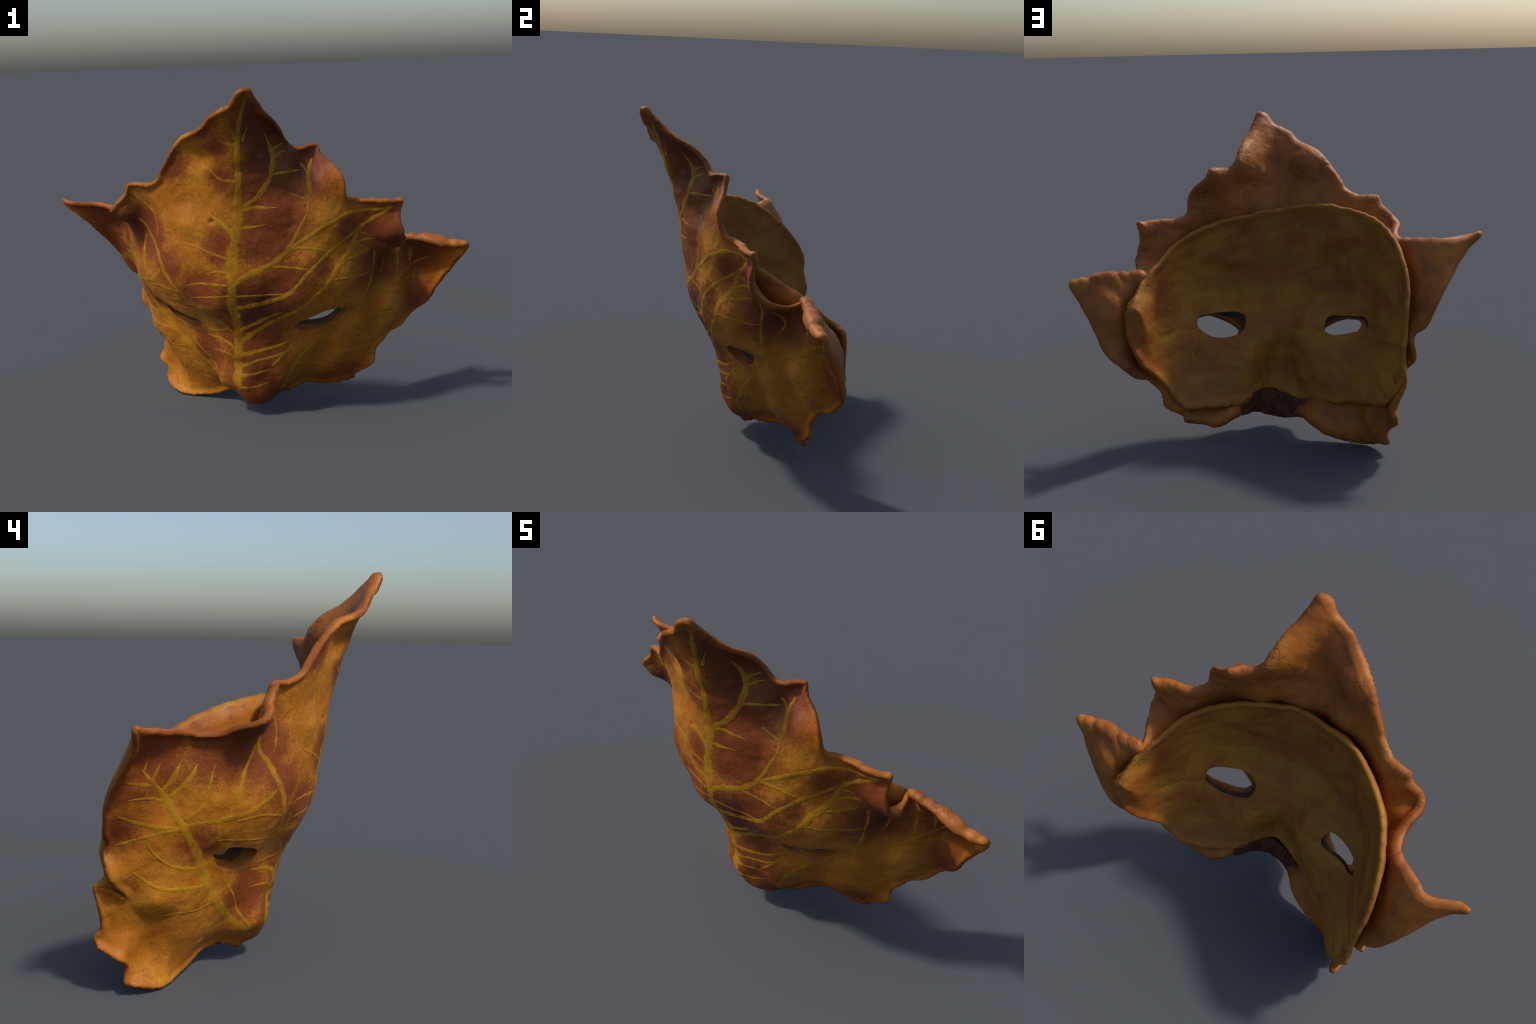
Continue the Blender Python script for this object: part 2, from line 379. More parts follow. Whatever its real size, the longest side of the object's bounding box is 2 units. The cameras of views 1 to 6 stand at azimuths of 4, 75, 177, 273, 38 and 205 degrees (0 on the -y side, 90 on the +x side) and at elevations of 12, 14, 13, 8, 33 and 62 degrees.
def wrinkles(k, scale, width, lo, hi):
    """net of fine wandering cracks, in patches"""
    warp = k.t.nodes.new('ShaderNodeVectorMath'); warp.operation = 'MULTIPLY_ADD'
    nz = k.t.nodes.new('ShaderNodeTexNoise'); nz.inputs['Scale'].default_value = scale * 0.9; nz.inputs['Detail'].default_value = 3
    k.link(k.co, nz.inputs['Vector'])
    k.link(nz.outputs['Color'], warp.inputs[0]); warp.inputs[1].default_value = (1.6 / scale,) * 3; k.link(k.co, warp.inputs[2])
    v = k.t.nodes.new('ShaderNodeTexVoronoi'); v.feature = 'DISTANCE_TO_EDGE'; v.inputs['Scale'].default_value = scale
    k.link(warp.outputs[0], v.inputs['Vector'])
    return k.math('MULTIPLY', k.step(v.outputs['Distance'], 0.0, width, 1.0, 0.0), k.step(k.noise(5.5, 4, 0.7), lo, hi))

k = Nodes('leaf_back', 0.52, 0.25)
c = k.mix(k.step(k.noise(3.5, 4, 0.6, 0.5), 0.35, 0.65), (0.230, 0.062, 0.010), (0.320, 0.106, 0.012))
c = k.mix(k.step(k.noise(13.0, 5, 0.65), 0.50, 0.72, 0.0, 0.5), c, (0.120, 0.036, 0.014))
crack = wrinkles(k, 26.0, 0.07, 0.50, 0.66)
c = k.mix(k.math('MULTIPLY', crack, 0.55), c, (0.050, 0.016, 0.014))
M_BACK = k.finish(c, k.math('SUBTRACT', k.noise(38.0, 5), crack), 0.45, 0.006)

k = Nodes('backing_plate', 0.62, 0.2)
c = k.mix(k.step(k.noise(4.0, 4, 0.6, 0.7, (1, 1, 2.2)), 0.36, 0.64), (0.250, 0.098, 0.013), (0.310, 0.142, 0.015))
red = k.math('MULTIPLY', k.step(k.noise(2.4, 4, 0.6, 1.0, (1, 1, 2.6)), 0.42, 0.64), 0.75)
c = k.mix(red, c, (0.215, 0.060, 0.010))
c = k.mix(k.math('MULTIPLY', k.blobs([(0.68, 0.23, 0.66, 0.13), (0.66, 0.24, 0.50, 0.13), (0.60, 0.22, 0.42, 0.10)]), k.step(k.noise(8.0, 4), 0.3, 0.6, 0.35, 0.9)), c, (0.250, 0.062, 0.008))
c = k.mix(k.math('MULTIPLY', k.blobs([(0.30, 0.14, 0.27, 0.16), (0.45, 0.18, 0.25, 0.12)]), 0.55), c, (0.165, 0.062, 0.018))
c = k.mix(k.math('MULTIPLY', k.blobs([(0.10, -0.22, 0.87, 0.13), (-0.36, -0.08, 0.78, 0.12), (0.55, 0.05, 0.75, 0.12), (-0.55, 0.25, 0.50, 0.10), (0.15, -0.23, 1.00, 0.10), (-0.12, 0.00, 0.30, 0.07), (-0.58, 0.35, 0.80, 0.12)]), k.step(k.noise(9.0, 4, 0.65), 0.35, 0.65, 0.15, 0.8)), c, (0.190, 0.048, 0.008))
crack = wrinkles(k, 9.0, 0.022, 0.54, 0.64)
dot = k.math('MULTIPLY', k.step(k.voronoi(15.0), 0.05, 0.085, 1.0, 0.0), k.step(k.noise(7.0, 2), 0.55, 0.6))
c = k.mix(k.math('MAXIMUM', k.math('MULTIPLY', crack, 0.6), k.math('MULTIPLY', dot, 0.85)), c, (0.035, 0.014, 0.010))
c = k.mix(k.step(k.noise(45.0, 5, 0.7), 0.52, 0.75, 0.0, 0.45), c, (0.090, 0.038, 0.008))
M_PLATE = k.finish(c, k.math('SUBTRACT', k.noise(60.0, 5, 0.65), crack), 0.35, 0.005)

k = Nodes('eye_lip', 0.6, 0.12)
M_LIP = k.finish(k.mix(k.noise(20.0, 4), (0.120, 0.042, 0.008), (0.190, 0.072, 0.010)), k.noise(50.0, 4), 0.3, 0.004)
k = Nodes('eye_wall', 0.7, 0.12)  # base colour darkened to paint in the shade deep inside the eye holes
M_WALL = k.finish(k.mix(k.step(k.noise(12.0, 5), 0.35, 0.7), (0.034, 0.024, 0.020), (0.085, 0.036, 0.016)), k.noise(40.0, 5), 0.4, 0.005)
k = Nodes('nose_filler', 0.7, 0.12)
M_FILL = k.finish(k.mix(k.step(k.noise(18.0, 6, 0.7), 0.4, 0.65), (0.050, 0.020, 0.014), (0.130, 0.046, 0.018)), k.noise(35.0, 6), 0.6, 0.008)

# ------------------------------------------------------------------ eye openings
eye_uv = [catmull(unwrap(e), 0.008) for e in (EYE_RIGHT, EYE_LEFT)]

# ------------------------------------------------------------------ leaf blade
root = bpy.data.objects.new('leaf_mask', None)
bpy.context.scene.collection.objects.link(root)
root['label'] = 'autumn leaf half mask with curled lobes and eye holes'
root['category'] = 'mask'

leaf_outer = catmull(OUTLINE_UV, 0.008)
leaf_outer = leaf_outer + 0.003 * np.array([(noise.noise(Vector((a * 28, b * 28, 1.3))), noise.noise(Vector((a * 28, b * 28, 7.1)))) for a, b in leaf_outer])

# swells (+) and hollows (-) of the sheet: centre, radius, height
LEAF_SWELLS = [((-0.62, -0.08, 1.02), 0.10, 0.026), ((0.63, -0.12, 0.93), 0.10, 0.020), ((0.38, -0.22, 1.19), 0.09, 0.010),
               ((0.30, -0.13, 0.52), 0.16, 0.012), ((-0.33, -0.03, 0.52), 0.13, 0.010), ((0.18, -0.20, 0.61), 0.17, 0.024), ((-0.22, -0.19, 0.62), 0.14, 0.026),
               ((0.18, -0.24, 1.24), 0.13, 0.022), ((0.10, -0.30, 1.05), 0.10, 0.014), ((0.32, -0.25, 1.09), 0.13, -0.010), ((-0.177, -0.300, 1.017), 0.018, -0.012),
               ((-0.29, -0.25, 1.01), 0.10, 0.018), ((-0.22, -0.35, 1.31), 0.10, -0.018), ((-0.03, -0.38, 1.32), 0.09, 0.016), ((-0.14, -0.10, 0.27), 0.10, -0.016),
               ((0.01, -0.04, 0.12), 0.10, 0.024), ((0.32, 0.00, 0.35), 0.16, -0.013), ((-0.635, 0.20, 0.77), 0.14, -0.018), ((-0.54, 0.29, 0.38), 0.11, 0.024),
               ((-0.49, 0.37, 0.11), 0.09, -0.010), ((0.30, 0.10, 0.20), 0.16, 0.012), ((0.45, 0.10, 0.35), 0.16, -0.008)]
def swells(P, lst):
    h = np.zeros(len(P))
    for c, r, a in lst:
        h += a * (1 - smoothstep(np.linalg.norm(P - np.array(c), axis=1) / r))
    return h

def leaf_relief(V, P):
    return swells(P, LEAF_SWELLS) + 0.004 * fbm(P, 7.0, 3, 3.1) + 0.0022 * fbm(P, 22.0, 3, 9.2)

def leaf_thickness(V, P, N):
    """thicker where the leaf is glued to the top of the backing plate, thin at the wing tips"""
    t = np.full(len(P), 0.027)
    for c, r, add in (((0.00, -0.29, 1.10), 0.16, 0.030), ((0.20, -0.26, 1.08), 0.14, 0.026), ((-0.18, -0.27, 1.12), 0.14, 0.026),
                      ((-0.20, -0.36, 1.33), 0.13, 0.020), ((-0.65, 0.28, 0.82), 0.15, 0.026), ((-0.61, 0.32, 0.62), 0.14, 0.020), ((-0.63, 0.10, 0.93), 0.10, 0.014), ((1.00, 0.05, 0.82), 0.22, -0.011), ((-0.99, 0.28, 1.04), 0.15, -0.005)):
        d = np.linalg.norm(P - np.array(c), axis=1)
        t += add * (1 - smoothstep(d / r))
    return t

verts, faces, fm, eye_loops, leaf_front_mesh = build_sheet(leaf, leaf_outer, eye_uv, 0.0085, leaf_thickness, 0.016, leaf_relief, lumpy=True)
blade = new_object('leaf_blade', verts, faces, [M_FRONT, M_BACK, M_RIM_EDGE], fm, root)

leaf_bvh = BVHTree.FromPolygons([tuple(p) for p in leaf_front_mesh[2]], [tuple(int(i) for i in f) for f in leaf_front_mesh[1]])

# ------------------------------------------------------------------ veins
# each vein: widths along it (m), then points on the sheet (angle round the axis, height)
# midrib, tip to nose
VEIN_MIDRIB = [
    ((0.014, 0.026, 0.046, 0.036, 0.030), [(-0.038, 1.548), (-0.070, 1.462), (-0.091, 1.354), (-0.097, 1.261), (-0.102, 1.158), (-0.114, 1.062), (-0.132, 0.957), (-0.154, 0.879), (-0.166, 0.809), (-0.177, 0.707), (-0.191, 0.619), (-0.187, 0.559), (-0.194, 0.473), (-0.202, 0.402), (-0.223, 0.311), (-0.238, 0.233), (-0.235, 0.150)]),
]
# right brow and forehead
VEINS_BROW_RIGHT = [
    ((0.022, 0.022, 0.010), [(-0.104, 1.062), (-0.051, 1.099), (0.010, 1.152), (0.042, 1.214), (0.055, 1.267), (0.047, 1.331), (0.020, 1.399)]),
    ((0.008, 0.008), [(0.049, 1.218), (0.120, 1.220), (0.198, 1.222)]),
    ((0.010, 0.006), [(0.056, 1.289), (0.101, 1.307), (0.125, 1.313)]),
    ((0.010, 0.006), [(0.052, 1.321), (0.091, 1.338), (0.114, 1.348)]),
    ((0.014, 0.006), [(-0.070, 1.371), (-0.057, 1.402), (-0.042, 1.432)]),
    ((0.008, 0.018, 0.014, 0.006), [(0.267, 1.269), (0.241, 1.206), (0.237, 1.145), (0.228, 1.084), (0.217, 1.038)]),
    ((0.008, 0.010), [(0.194, 1.259), (0.222, 1.234), (0.240, 1.206)]),
    ((0.008, 0.009), [(0.135, 1.131), (0.181, 1.113), (0.224, 1.099)]),
    ((0.016, 0.006), [(-0.101, 1.066), (-0.023, 1.077), (0.078, 1.071)]),
    ((0.014, 0.006), [(-0.106, 0.989), (-0.038, 0.991), (0.019, 1.000)]),
    ((0.026, 0.022, 0.018, 0.012), [(-0.153, 0.733), (-0.060, 0.781), (0.039, 0.818), (0.126, 0.887), (0.169, 0.954), (0.217, 1.038)]),
    ((0.012, 0.018, 0.014, 0.010), [(0.126, 0.887), (0.201, 0.921), (0.282, 0.965), (0.351, 0.995), (0.425, 1.021), (0.540, 1.028), (0.632, 1.028), (0.709, 1.043)]),
    ((0.008, 0.012), [(0.029, 0.807), (0.123, 0.797), (0.223, 0.783)]),
    ((0.012, 0.007), [(0.135, 0.887), (0.192, 0.884), (0.261, 0.874), (0.335, 0.856)]),
    ((0.010, 0.006), [(-0.162, 0.666), (0.006, 0.669), (0.120, 0.673)]),
    ((0.020, 0.022, 0.016, 0.010), [(-0.170, 0.601), (0.005, 0.633), (0.120, 0.671), (0.156, 0.699), (0.227, 0.772), (0.335, 0.852), (0.462, 0.921), (0.505, 0.947)]),
    ((0.032, 0.020, 0.022, 0.020, 0.012), [(-0.183, 0.421), (-0.063, 0.481), (0.095, 0.553), (0.228, 0.624), (0.315, 0.690), (0.355, 0.735), (0.385, 0.782), (0.430, 0.818), (0.483, 0.881), (0.513, 0.940), (0.571, 0.977), (0.635, 1.009), (0.682, 1.035)]),
    ((0.020, 0.010), [(-0.187, 0.473), (-0.034, 0.532), (0.094, 0.586)]),
    ((0.014, 0.009), [(0.424, 0.810), (0.496, 0.816), (0.605, 0.842)]),
    ((0.012, 0.007), [(0.483, 0.869), (0.543, 0.887), (0.610, 0.888)]),
    ((0.012, 0.006), [(0.515, 0.927), (0.577, 0.911)]),
    ((0.012, 0.007), [(0.355, 0.723), (0.439, 0.724), (0.566, 0.720), (0.641, 0.727)]),
    ((0.012, 0.012, 0.008), [(0.649, 0.831), (0.658, 0.787), (0.650, 0.729), (0.634, 0.658), (0.604, 0.566), (0.576, 0.521)]),
]
# right wing, cheek and nose ribs
VEINS_CHEEK_RIGHT = [
    ((0.014, 0.008), [(0.744, 0.807), (0.774, 0.749), (0.737, 0.698)]),
    ((0.010, 0.008), [(0.915, 0.798), (0.917, 0.744), (0.906, 0.671)]),
    ((0.016, 0.008), [(0.992, 0.804), (1.008, 0.768), (1.020, 0.705)]),
    ((0.022, 0.022, 0.014, 0.012, 0.008), [(0.088, 0.146), (0.125, 0.198), (0.213, 0.287), (0.303, 0.348), (0.404, 0.399), (0.480, 0.467), (0.576, 0.521), (0.675, 0.566), (0.807, 0.601), (0.905, 0.648), (1.023, 0.693), (1.099, 0.727), (1.114, 0.757)]),
    ((0.010, 0.006), [(0.883, 0.636), (1.029, 0.635), (1.115, 0.634)]),
    ((0.010, 0.006), [(0.807, 0.597), (0.930, 0.575), (1.017, 0.549)]),
    ((0.010, 0.010, 0.006), [(0.680, 0.550), (0.751, 0.526), (0.831, 0.502), (0.941, 0.499), (1.012, 0.503)]),
    ((0.010, 0.012, 0.008), [(0.527, 0.484), (0.614, 0.439), (0.664, 0.410), (0.753, 0.399), (0.823, 0.408), (0.882, 0.427), (0.992, 0.429)]),
    ((0.010, 0.012, 0.008), [(0.568, 0.431), (0.605, 0.417), (0.675, 0.373), (0.747, 0.346), (0.864, 0.324)]),
    ((0.008, 0.010, 0.006), [(0.333, 0.348), (0.488, 0.307), (0.556, 0.298), (0.694, 0.298), (0.800, 0.312)]),
    ((0.008, 0.006), [(0.209, 0.278), (0.369, 0.247), (0.552, 0.221)]),
    ((0.018, 0.014, 0.008), [(-0.212, 0.338), (-0.062, 0.369), (0.092, 0.393), (0.225, 0.437)]),
    ((0.018, 0.014, 0.008), [(-0.219, 0.278), (-0.068, 0.318), (0.090, 0.343), (0.185, 0.367)]),
    ((0.010, 0.018, 0.006), [(0.011, 0.284), (0.097, 0.339), (0.201, 0.404)]),
    ((0.018, 0.008), [(-0.223, 0.235), (-0.112, 0.243), (-0.007, 0.263)]),
    ((0.018, 0.008), [(-0.243, 0.173), (-0.105, 0.172), (-0.013, 0.192)]),
    ((0.018, 0.012, 0.008), [(-0.109, 1.195), (-0.178, 1.207), (-0.217, 1.244), (-0.233, 1.299)]),
]
# left forehead
VEINS_BROW_LEFT = [
    ((0.014, 0.006), [(-0.099, 1.358), (-0.143, 1.366), (-0.169, 1.387)]),
    ((0.014, 0.006), [(-0.092, 1.381), (-0.104, 1.421)]),
    ((0.022, 0.018, 0.008), [(-0.137, 0.945), (-0.180, 0.996), (-0.220, 1.024), (-0.267, 1.056)]),
    ((0.014, 0.008), [(-0.310, 1.096), (-0.326, 1.155), (-0.340, 1.203)]),
    ((0.014, 0.006), [(-0.175, 0.842), (-0.254, 0.868), (-0.329, 0.891), (-0.425, 0.915)]),
    ((0.010, 0.006), [(-0.190, 0.780), (-0.252, 0.784), (-0.305, 0.771)]),
    ((0.014, 0.008), [(-0.197, 0.720), (-0.288, 0.722), (-0.361, 0.722), (-0.449, 0.702)]),
    ((0.008, 0.005), [(-0.201, 0.667), (-0.332, 0.661), (-0.409, 0.652)]),
    ((0.010, 0.010, 0.006), [(-0.761, 1.136), (-0.705, 1.089), (-0.631, 1.030), (-0.614, 0.981), (-0.624, 0.915)]),
    ((0.014, 0.018, 0.022, 0.018, 0.018), [(-0.768, 1.006), (-0.731, 0.972), (-0.704, 0.921), (-0.658, 0.885), (-0.585, 0.785), (-0.543, 0.726), (-0.511, 0.679), (-0.485, 0.648), (-0.456, 0.576), (-0.369, 0.542), (-0.291, 0.506), (-0.231, 0.457)]),
    ((0.010, 0.006), [(-0.513, 1.069), (-0.556, 1.002)]),
    ((0.007, 0.005), [(-0.844, 0.599), (-0.700, 0.587), (-0.484, 0.578)]),
    ((0.010, 0.006), [(-0.243, 0.482), (-0.374, 0.459), (-0.445, 0.456)]),
    ((0.016, 0.010), [(-0.237, 0.375), (-0.289, 0.408), (-0.461, 0.424)]),
    ((0.016, 0.006), [(-0.243, 0.321), (-0.307, 0.349), (-0.438, 0.350)]),
    ((0.022, 0.034, 0.034, 0.030), [(-1.032, 0.668), (-0.974, 0.609), (-0.863, 0.508), (-0.719, 0.374), (-0.555, 0.250), (-0.333, 0.121)]),
]
# left wing and cheek
VEINS_CHEEK_LEFT = [
    ((0.022, 0.020, 0.010), [(-1.024, 0.665), (-1.077, 0.712), (-1.124, 0.776), (-1.195, 0.836), (-1.244, 0.881)]),
    ((0.012, 0.016, 0.006), [(-1.130, 0.797), (-1.093, 0.842), (-1.052, 0.915)]),
    ((0.012, 0.018, 0.006), [(-1.100, 0.770), (-1.031, 0.830), (-0.991, 0.894)]),
    ((0.014, 0.010, 0.006), [(-1.019, 0.687), (-0.971, 0.725), (-0.952, 0.793), (-0.929, 0.893)]),
    ((0.014, 0.006), [(-1.191, 0.835), (-1.157, 0.900)]),
    ((0.012, 0.006), [(-1.228, 0.874), (-1.217, 0.927)]),
    ((0.014, 0.008), [(-1.184, 0.820), (-1.244, 0.826), (-1.305, 0.832)]),
    ((0.012, 0.006), [(-1.106, 0.757), (-1.203, 0.772), (-1.284, 0.770)]),
    ((0.014, 0.016, 0.010), [(-1.054, 0.658), (-1.144, 0.666), (-1.246, 0.689), (-1.324, 0.714)]),
    ((0.014, 0.010, 0.008), [(-1.029, 0.659), (-1.139, 0.638), (-1.233, 0.618), (-1.305, 0.598)]),
    ((0.014, 0.020, 0.018, 0.016), [(-1.015, 0.665), (-0.843, 0.683), (-0.728, 0.706), (-0.666, 0.735), (-0.606, 0.777)]),
    ((0.008, 0.012), [(-0.791, 0.670), (-0.648, 0.683), (-0.503, 0.663)]),
    ((0.020, 0.012, 0.006), [(-0.818, 0.740), (-0.797, 0.835), (-0.738, 0.945)]),
    ((0.012, 0.010, 0.006), [(-0.854, 0.490), (-1.014, 0.507), (-1.091, 0.539), (-1.153, 0.585), (-1.178, 0.618)]),
    ((0.016, 0.014, 0.010, 0.006), [(-0.775, 0.412), (-0.946, 0.417), (-1.081, 0.431), (-1.158, 0.464), (-1.236, 0.507)]),
    ((0.010, 0.008, 0.005), [(-0.684, 0.326), (-0.784, 0.313), (-0.951, 0.316), (-1.073, 0.315)]),
    ((0.007, 0.010, 0.012), [(-0.651, 0.416), (-0.517, 0.301), (-0.449, 0.230), (-0.363, 0.143)]),
]

def ribbon(widths, pts, seed):
    """low rounded ridge following the sheet, with a slightly uneven width"""
    uv = catmull(pts, 0.006, closed=False)
    base = leaf(uv)
    n = len(base)
    frames = []
    for p in base:
        q, nr, _, _ = leaf_bvh.find_nearest(Vector(p)); frames.append((np.array(q), np.array(nr)))
    C = np.array([f[0] for f in frames])
    T = np.gradient(C, axis=0); T /= np.maximum(np.linalg.norm(T, axis=1, keepdims=True), 1e-9)
    tt = np.linspace(0, 1, n)
    w = np.interp(tt, np.linspace(0, 1, len(widths)), widths)
    w = w * (1 + 0.40 * np.array([noise.noise(Vector((t * n * 0.13, seed * 3.7, 0.3))) for t in tt]))
    taper = np.clip(np.minimum(1.0, (1 - tt) * n * 0.12 + 0.25), 0, 1)
    w = w * taper * 1.45
    cols = 7
    verts = []
    for i in range(n):
        side = np.cross(frames[i][1], T[i]); side /= max(np.linalg.norm(side), 1e-9)
        for k in range(cols):
            x = -1 + 2 * k / (cols - 1)
            wob = 1 + 0.40 * noise.noise(Vector((i * 0.21, x * 2.0, seed + 11.0)))
            q, nr, _, _ = leaf_bvh.find_nearest(Vector(C[i] + side * x * 0.5 * w[i] * wob))
            h = (0.0011 + 0.008 * w[i]) * (1 - x ** 4) - 0.0003 * abs(x)
            verts.append(np.array(q) + np.array(nr) * h)
    faces = [(i*cols+k, i*cols+k+1, (i+1)*cols+k+1, (i+1)*cols+k) for i in range(n - 1) for k in range(cols - 1)]
    return np.array(verts), faces

all_veins = VEIN_MIDRIB + VEINS_BROW_RIGHT + VEINS_CHEEK_RIGHT + VEINS_BROW_LEFT + VEINS_CHEEK_LEFT
for i, (wd, pts) in enumerate(all_veins):
    vv, ff = ribbon(wd, pts, float(i))
    new_object('midrib' if i == 0 else 'vein', vv, ff, [M_VEIN, M_VEIN_EDGE], [1 if q % 6 in (0, 5) else 0 for q in range(len(ff))], blade)

# ------------------------------------------------------------------ backing plate
PLATE_OUTLINE = [(0.053, -0.254, 1.088), (0.149, -0.242, 1.075), (0.244, -0.207, 1.061), (0.332, -0.169, 1.037), (0.417, -0.121, 1.006),
                 (0.489, -0.059, 0.964), (0.549, 0.019, 0.914), (0.607, 0.095, 0.865), (0.656, 0.154, 0.806), (0.702, 0.225, 0.746),
                 (0.714, 0.245, 0.692), (0.701, 0.255, 0.566), (0.678, 0.276, 0.512), (0.650, 0.269, 0.452), (0.611, 0.250, 0.400),
                 (0.526, 0.200, 0.286), (0.492, 0.204, 0.230), (0.448, 0.216, 0.196), (0.320, 0.191, 0.183), (0.190, 0.133, 0.165),
                 (0.135, 0.090, 0.166), (0.086, 0.043, 0.204), (0.022, -0.009, 0.195), (-0.043, -0.005, 0.173), (-0.105, 0.021, 0.150),
                 (-0.167, 0.064, 0.152), (-0.287, 0.190, 0.181), (-0.399, 0.321, 0.225), (-0.498, 0.470, 0.275), (-0.533, 0.498, 0.328),
                 (-0.558, 0.516, 0.391), (-0.592, 0.514, 0.437), (-0.600, 0.470, 0.478), (-0.597, 0.478, 0.515), (-0.600, 0.485, 0.570),
                 (-0.609, 0.468, 0.663), (-0.610, 0.469, 0.717), (-0.614, 0.448, 0.785), (-0.625, 0.392, 0.864), (-0.618, 0.300, 0.960),
                 (-0.605, 0.230, 1.010), (-0.580, 0.165, 1.050), (-0.548, 0.095, 1.080), (-0.490, 0.015, 1.107), (-0.420, -0.061, 1.123), (-0.364, -0.120, 1.131),
                 (-0.299, -0.163, 1.137), (-0.160, -0.214, 1.126), (-0.090, -0.243, 1.109)]
PLATE_FACE = [(-0.271, -0.163, 0.894), (-0.385, -0.080, 0.805), (-0.460, -0.010, 0.750), (-0.440, -0.045, 0.900), (-0.515, 0.190, 0.690), (-0.566, 0.330, 0.760), (-0.566, 0.370, 0.620), (-0.560, 0.200, 0.900), (-0.030, -0.070, 0.560), (0.200, -0.205, 0.860), (-0.300, -0.172, 0.850), (-0.200, -0.140, 0.665), (0.360, 0.092, 0.330), (-0.300, 0.142, 0.320), (-0.120, 0.032, 0.300),
              (-0.225, -0.160, 0.750), (-0.320, -0.120, 0.700), (0.080, -0.045, 0.555), (-0.129, -0.024, 0.546), (-0.174, 0.016, 0.566), (-0.229, 0.110, 0.350), (-0.408, 0.206, 0.398), (-0.043, -0.050, 0.406),
              (0.414, -0.125, 0.932), (0.357, -0.110, 0.646), (0.473, 0.005, 0.650), (0.574, 0.112, 0.650), (0.386, 0.034, 0.493),
              (0.409, -0.117, 0.776), (0.141, 0.042, 0.394), (0.277, -0.128, 0.634), (0.521, 0.174, 0.312), (0.211, -0.197, 0.682),
              (0.441, 0.067, 0.463), (0.439, -0.072, 0.728), (0.674, 0.250, 0.738), (-0.060, -0.245, 0.950), (-0.050, -0.200, 0.690)]
# on the left the measured line is the outer corner of a thick rim: the inner face lies further in
PLATE_OUTLINE = [(x + 0.006 * min(1, max(0, (-0.45 - x) / 0.1)) * min(1, max(0, (z - 0.46) / 0.15)), y, z) for x, y, z in PLATE_OUTLINE]
plate_anchor = np.array(PLATE_OUTLINE + PLATE_FACE)
plate = Sheet(unwrap(plate_anchor), plate_anchor, 1e-4)
PLATE_EYE_RIGHT = [(0.381, -0.053, 0.583), (0.317, -0.095, 0.593), (0.220, -0.106, 0.593), (0.147, -0.077, 0.585), (0.121, -0.030, 0.570),
                   (0.138, -0.030, 0.518), (0.188, -0.003, 0.489), (0.255, 0.001, 0.483), (0.320, -0.004, 0.501), (0.378, -0.016, 0.550)]
PLATE_EYE_LEFT = [(-0.250, 0.060, 0.525), (-0.269, 0.022, 0.571), (-0.310, 0.003, 0.584), (-0.368, 0.011, 0.586), (-0.427, 0.057, 0.594),
                  (-0.461, 0.130, 0.600), (-0.470, 0.165, 0.575), (-0.450, 0.160, 0.548), (-0.400, 0.148, 0.528), (-0.340, 0.120, 0.508), (-0.285, 0.090, 0.502)]
# wearer's side: heights here are towards the leaf
PLATE_SWELLS = [((0.20, -0.19, 0.66), 0.10, 0.010), ((-0.21, -0.16, 0.69), 0.11, 0.018), ((0.04, -0.17, 0.68), 0.10, 0.018), ((-0.38, -0.08, 0.98), 0.12, -0.024),
                ((-0.23, -0.19, 1.03), 0.12, 0.022), ((-0.15, -0.22, 0.92), 0.10, 0.018), ((-0.38, -0.06, 0.69), 0.09, 0.018), ((-0.31, 0.17, 0.29), 0.10, -0.028),
                ((-0.16, 0.06, 0.36), 0.07, 0.014), ((0.00, -0.04, 0.46), 0.09, -0.018), ((0.61, 0.23, 0.68), 0.10, 0.014), ((-0.585, 0.40, 0.51), 0.14, -0.018),
                ((-0.28, 0.11, 0.43), 0.12, -0.014), ((0.10, 0.03, 0.40), 0.06, -0.010), ((0.40, 0.06, 0.45), 0.09, -0.008)]
# pressed-in folds: two ends, half width, depth (towards the leaf)
PLATE_CREASES = [((0.015, -0.02, 0.37), (0.000, -0.01, 0.23), 0.016, 0.010), ((-0.105, 0.00, 0.36), (-0.125, 0.02, 0.20), 0.022, 0.012),
                 ((0.055, 0.00, 0.35), (0.060, 0.01, 0.25), 0.014, 0.006), ((0.20, -0.17, 0.640), (0.06, -0.12, 0.615), 0.028, 0.012),
                 ((-0.06, -0.11, 0.615), (-0.22, -0.10, 0.640), 0.028, 0.012), ((0.22, -0.20, 0.84), (-0.10, -0.23, 0.80), 0.030, -0.008),
                 ((0.36, -0.16, 0.97), (-0.20, -0.22, 0.98), 0.030, 0.007), ((0.47, 0.03, 0.55), (0.58, 0.14, 0.53), 0.018, 0.006),
                 ((-0.39, -0.09, 0.88), (-0.40, -0.05, 0.72), 0.016, 0.007)]
def creases(P, lst):
    h = np.zeros(len(P))
    for a, b, w, depth in lst:
        a, b = np.array(a), np.array(b); ab = b - a
        t = np.clip(((P - a) @ ab) / (ab @ ab), 0, 1)
        d = np.linalg.norm(P - (a + t[:, None] * ab), axis=1)
        d = np.minimum(d, 3 * w)
        h += depth * np.exp(-(d / w) ** 2) * np.sin(np.pi * np.clip(t * 0.8 + 0.1, 0, 1))
    return h
plate_eye = [catmull(unwrap(e), 0.010) for e in (PLATE_EYE_RIGHT, PLATE_EYE_LEFT)]
plate_outer = catmull(unwrap(PLATE_OUTLINE), 0.008)
plate_outer = plate_outer + 0.006 * np.array([(noise.noise(Vector((a * 17, b * 17, 4.3))), noise.noise(Vector((a * 17, b * 17, 9.1)))) for a, b in plate_outer])

def plate_thickness(V, P, N):
    """about 3 cm, but never poking out through the leaf lying on it"""
    out = []
    for p, n in zip(P, N):
        hit = leaf_bvh.ray_cast(Vector(p), Vector(n), 0.2)
        full = 0.030
        out.append(full if hit[3] is None else min(full, max(0.004, hit[3] - 0.020)))
    return np.array(out)

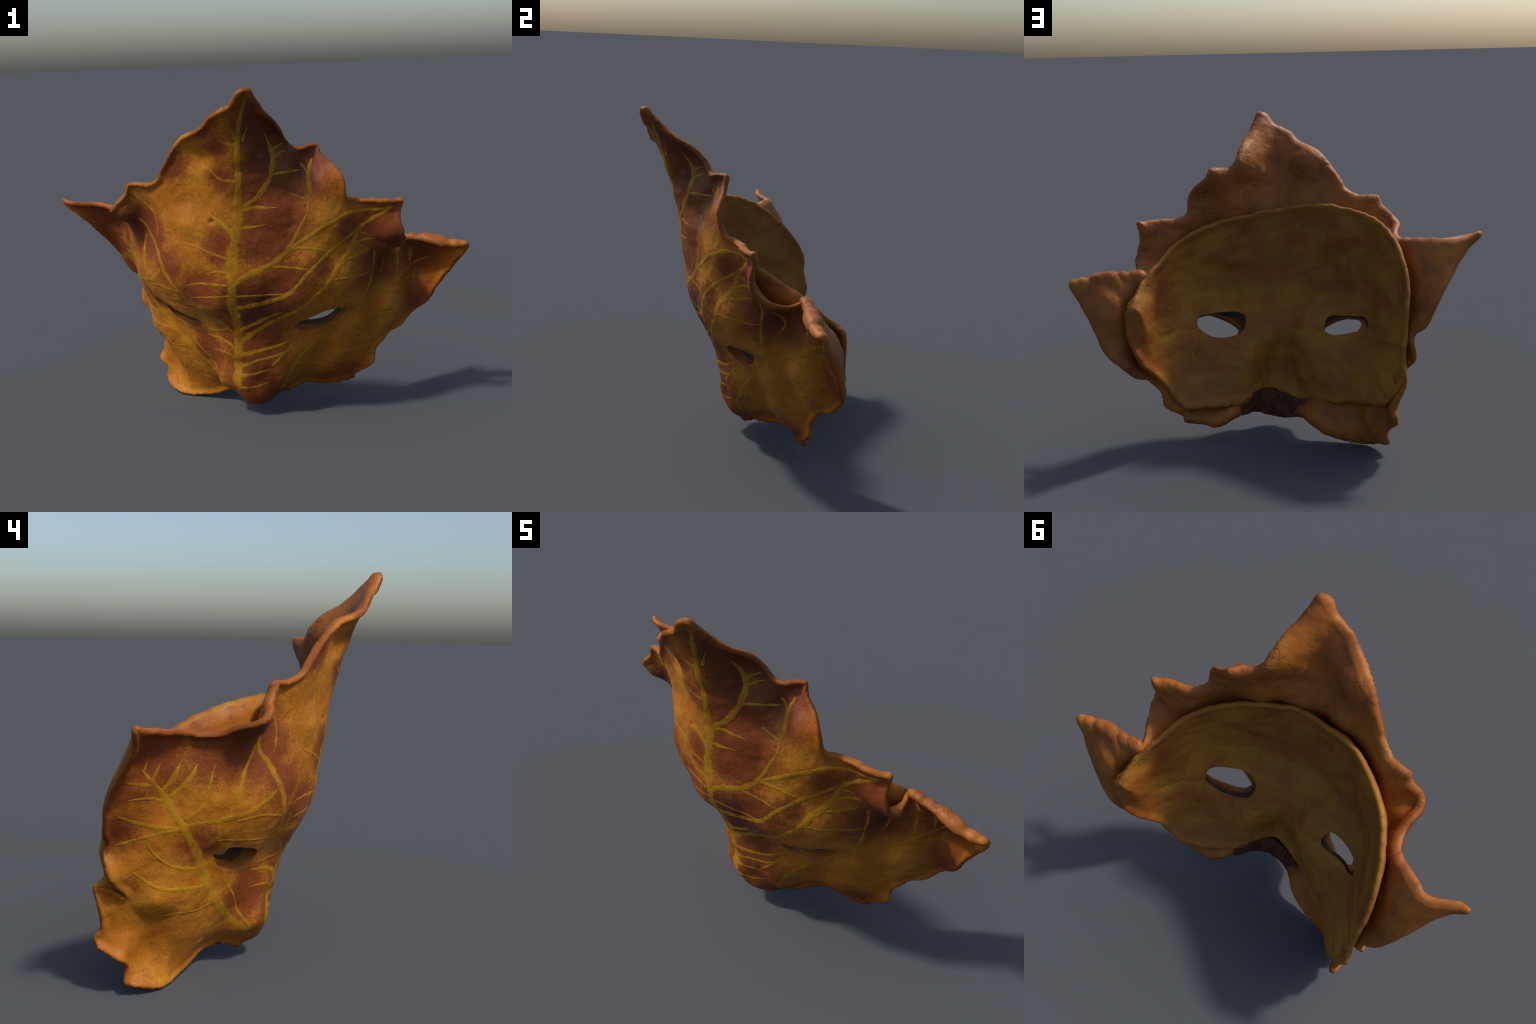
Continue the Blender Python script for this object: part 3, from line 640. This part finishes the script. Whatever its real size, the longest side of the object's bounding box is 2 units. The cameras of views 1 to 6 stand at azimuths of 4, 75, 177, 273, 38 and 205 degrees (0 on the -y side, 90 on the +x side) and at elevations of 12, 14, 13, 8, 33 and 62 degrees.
pv, pf, pm, plate_loops, _ = build_sheet(plate, plate_outer, plate_eye, 0.0085, plate_thickness, 0.022,
                                         lambda V, P: swells(P, PLATE_SWELLS) + creases(P, PLATE_CREASES) + 0.006 * fbm(P, 6.0, 3, 5.5) + 0.0015 * fbm(P, 25.0, 2, 1.5), outward=True)
backing = new_object('backing_plate', pv, pf, [M_BACK, M_PLATE, M_PLATE], pm, root)

# ------------------------------------------------------------------ eye tunnels
def resample(loop, n):
    q = np.vstack([loop, loop[:1]]); L = np.r_[0, np.cumsum(np.linalg.norm(np.diff(q, axis=0), axis=1))]
    t = np.linspace(0, L[-1], n, endpoint=False)
    return np.stack([np.interp(t, L, q[:, k]) for k in range(3)], 1)
for (lf, lb), (pfr, pbk) in zip(eye_loops, plate_loops):
    n = 80
    A = resample(lf, n); B = resample(pbk, n)
    B = min((np.roll(C, k, 0) for C in (B, B[::-1]) for k in range(n)),
            key=lambda C: np.linalg.norm((A - A.mean(0)) - (C - C.mean(0)), axis=1).sum())
    rows = [A * (1 - t) + B * t for t in np.linspace(0, 1, 7)]
    W = np.vstack(rows)
    f = [(r*n+i, r*n+(i+1) % n, (r+1)*n+(i+1) % n, (r+1)*n+i) for r in range(6) for i in range(n)]
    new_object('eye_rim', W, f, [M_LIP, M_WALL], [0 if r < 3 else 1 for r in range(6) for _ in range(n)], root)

# ------------------------------------------------------------------ filler under the nose
# torn dark strip closing the gap between the nose edge of the plate and the leaf's chin edge
upper = catmull([(0.165, 0.112, 0.176), (0.087, 0.047, 0.218), (0.022, -0.004, 0.204), (-0.043, 0.000, 0.180), (-0.105, 0.026, 0.164), (-0.170, 0.072, 0.155)], 0.006, closed=False)
lower = catmull([(0.170, 0.140, 0.118), (0.085, 0.058, 0.106), (0.020, 0.030, 0.074), (-0.050, 0.038, 0.058), (-0.090, 0.060, 0.068), (-0.150, 0.130, 0.090)], 0.006, closed=False)
nu = 60; nr = 12
def along(c):
    L = np.r_[0, np.cumsum(np.linalg.norm(np.diff(c, axis=0), axis=1))]; t = np.linspace(0, L[-1], nu)
    return np.stack([np.interp(t, L, c[:, q]) for q in range(3)], 1)
U, L = along(upper), along(lower)
fv = np.vstack([U * (1 - t) + L * t + np.array([0, 0.012 + 0.004 * math.sin(math.pi * t), 0]) for t in np.linspace(0, 1, nr)])
fv = fv + np.c_[np.zeros(len(fv)), 0.008 * fbm(fv, 26.0, 4, 2.2), 0.003 * fbm(fv, 30.0, 3, 6.2)]
ff = [(r*nu+i, r*nu+i+1, (r+1)*nu+i+1, (r+1)*nu+i) for r in range(nr - 1) for i in range(nu - 1)]
new_object('nose_filler', fv, ff, [M_FILL], None, root)
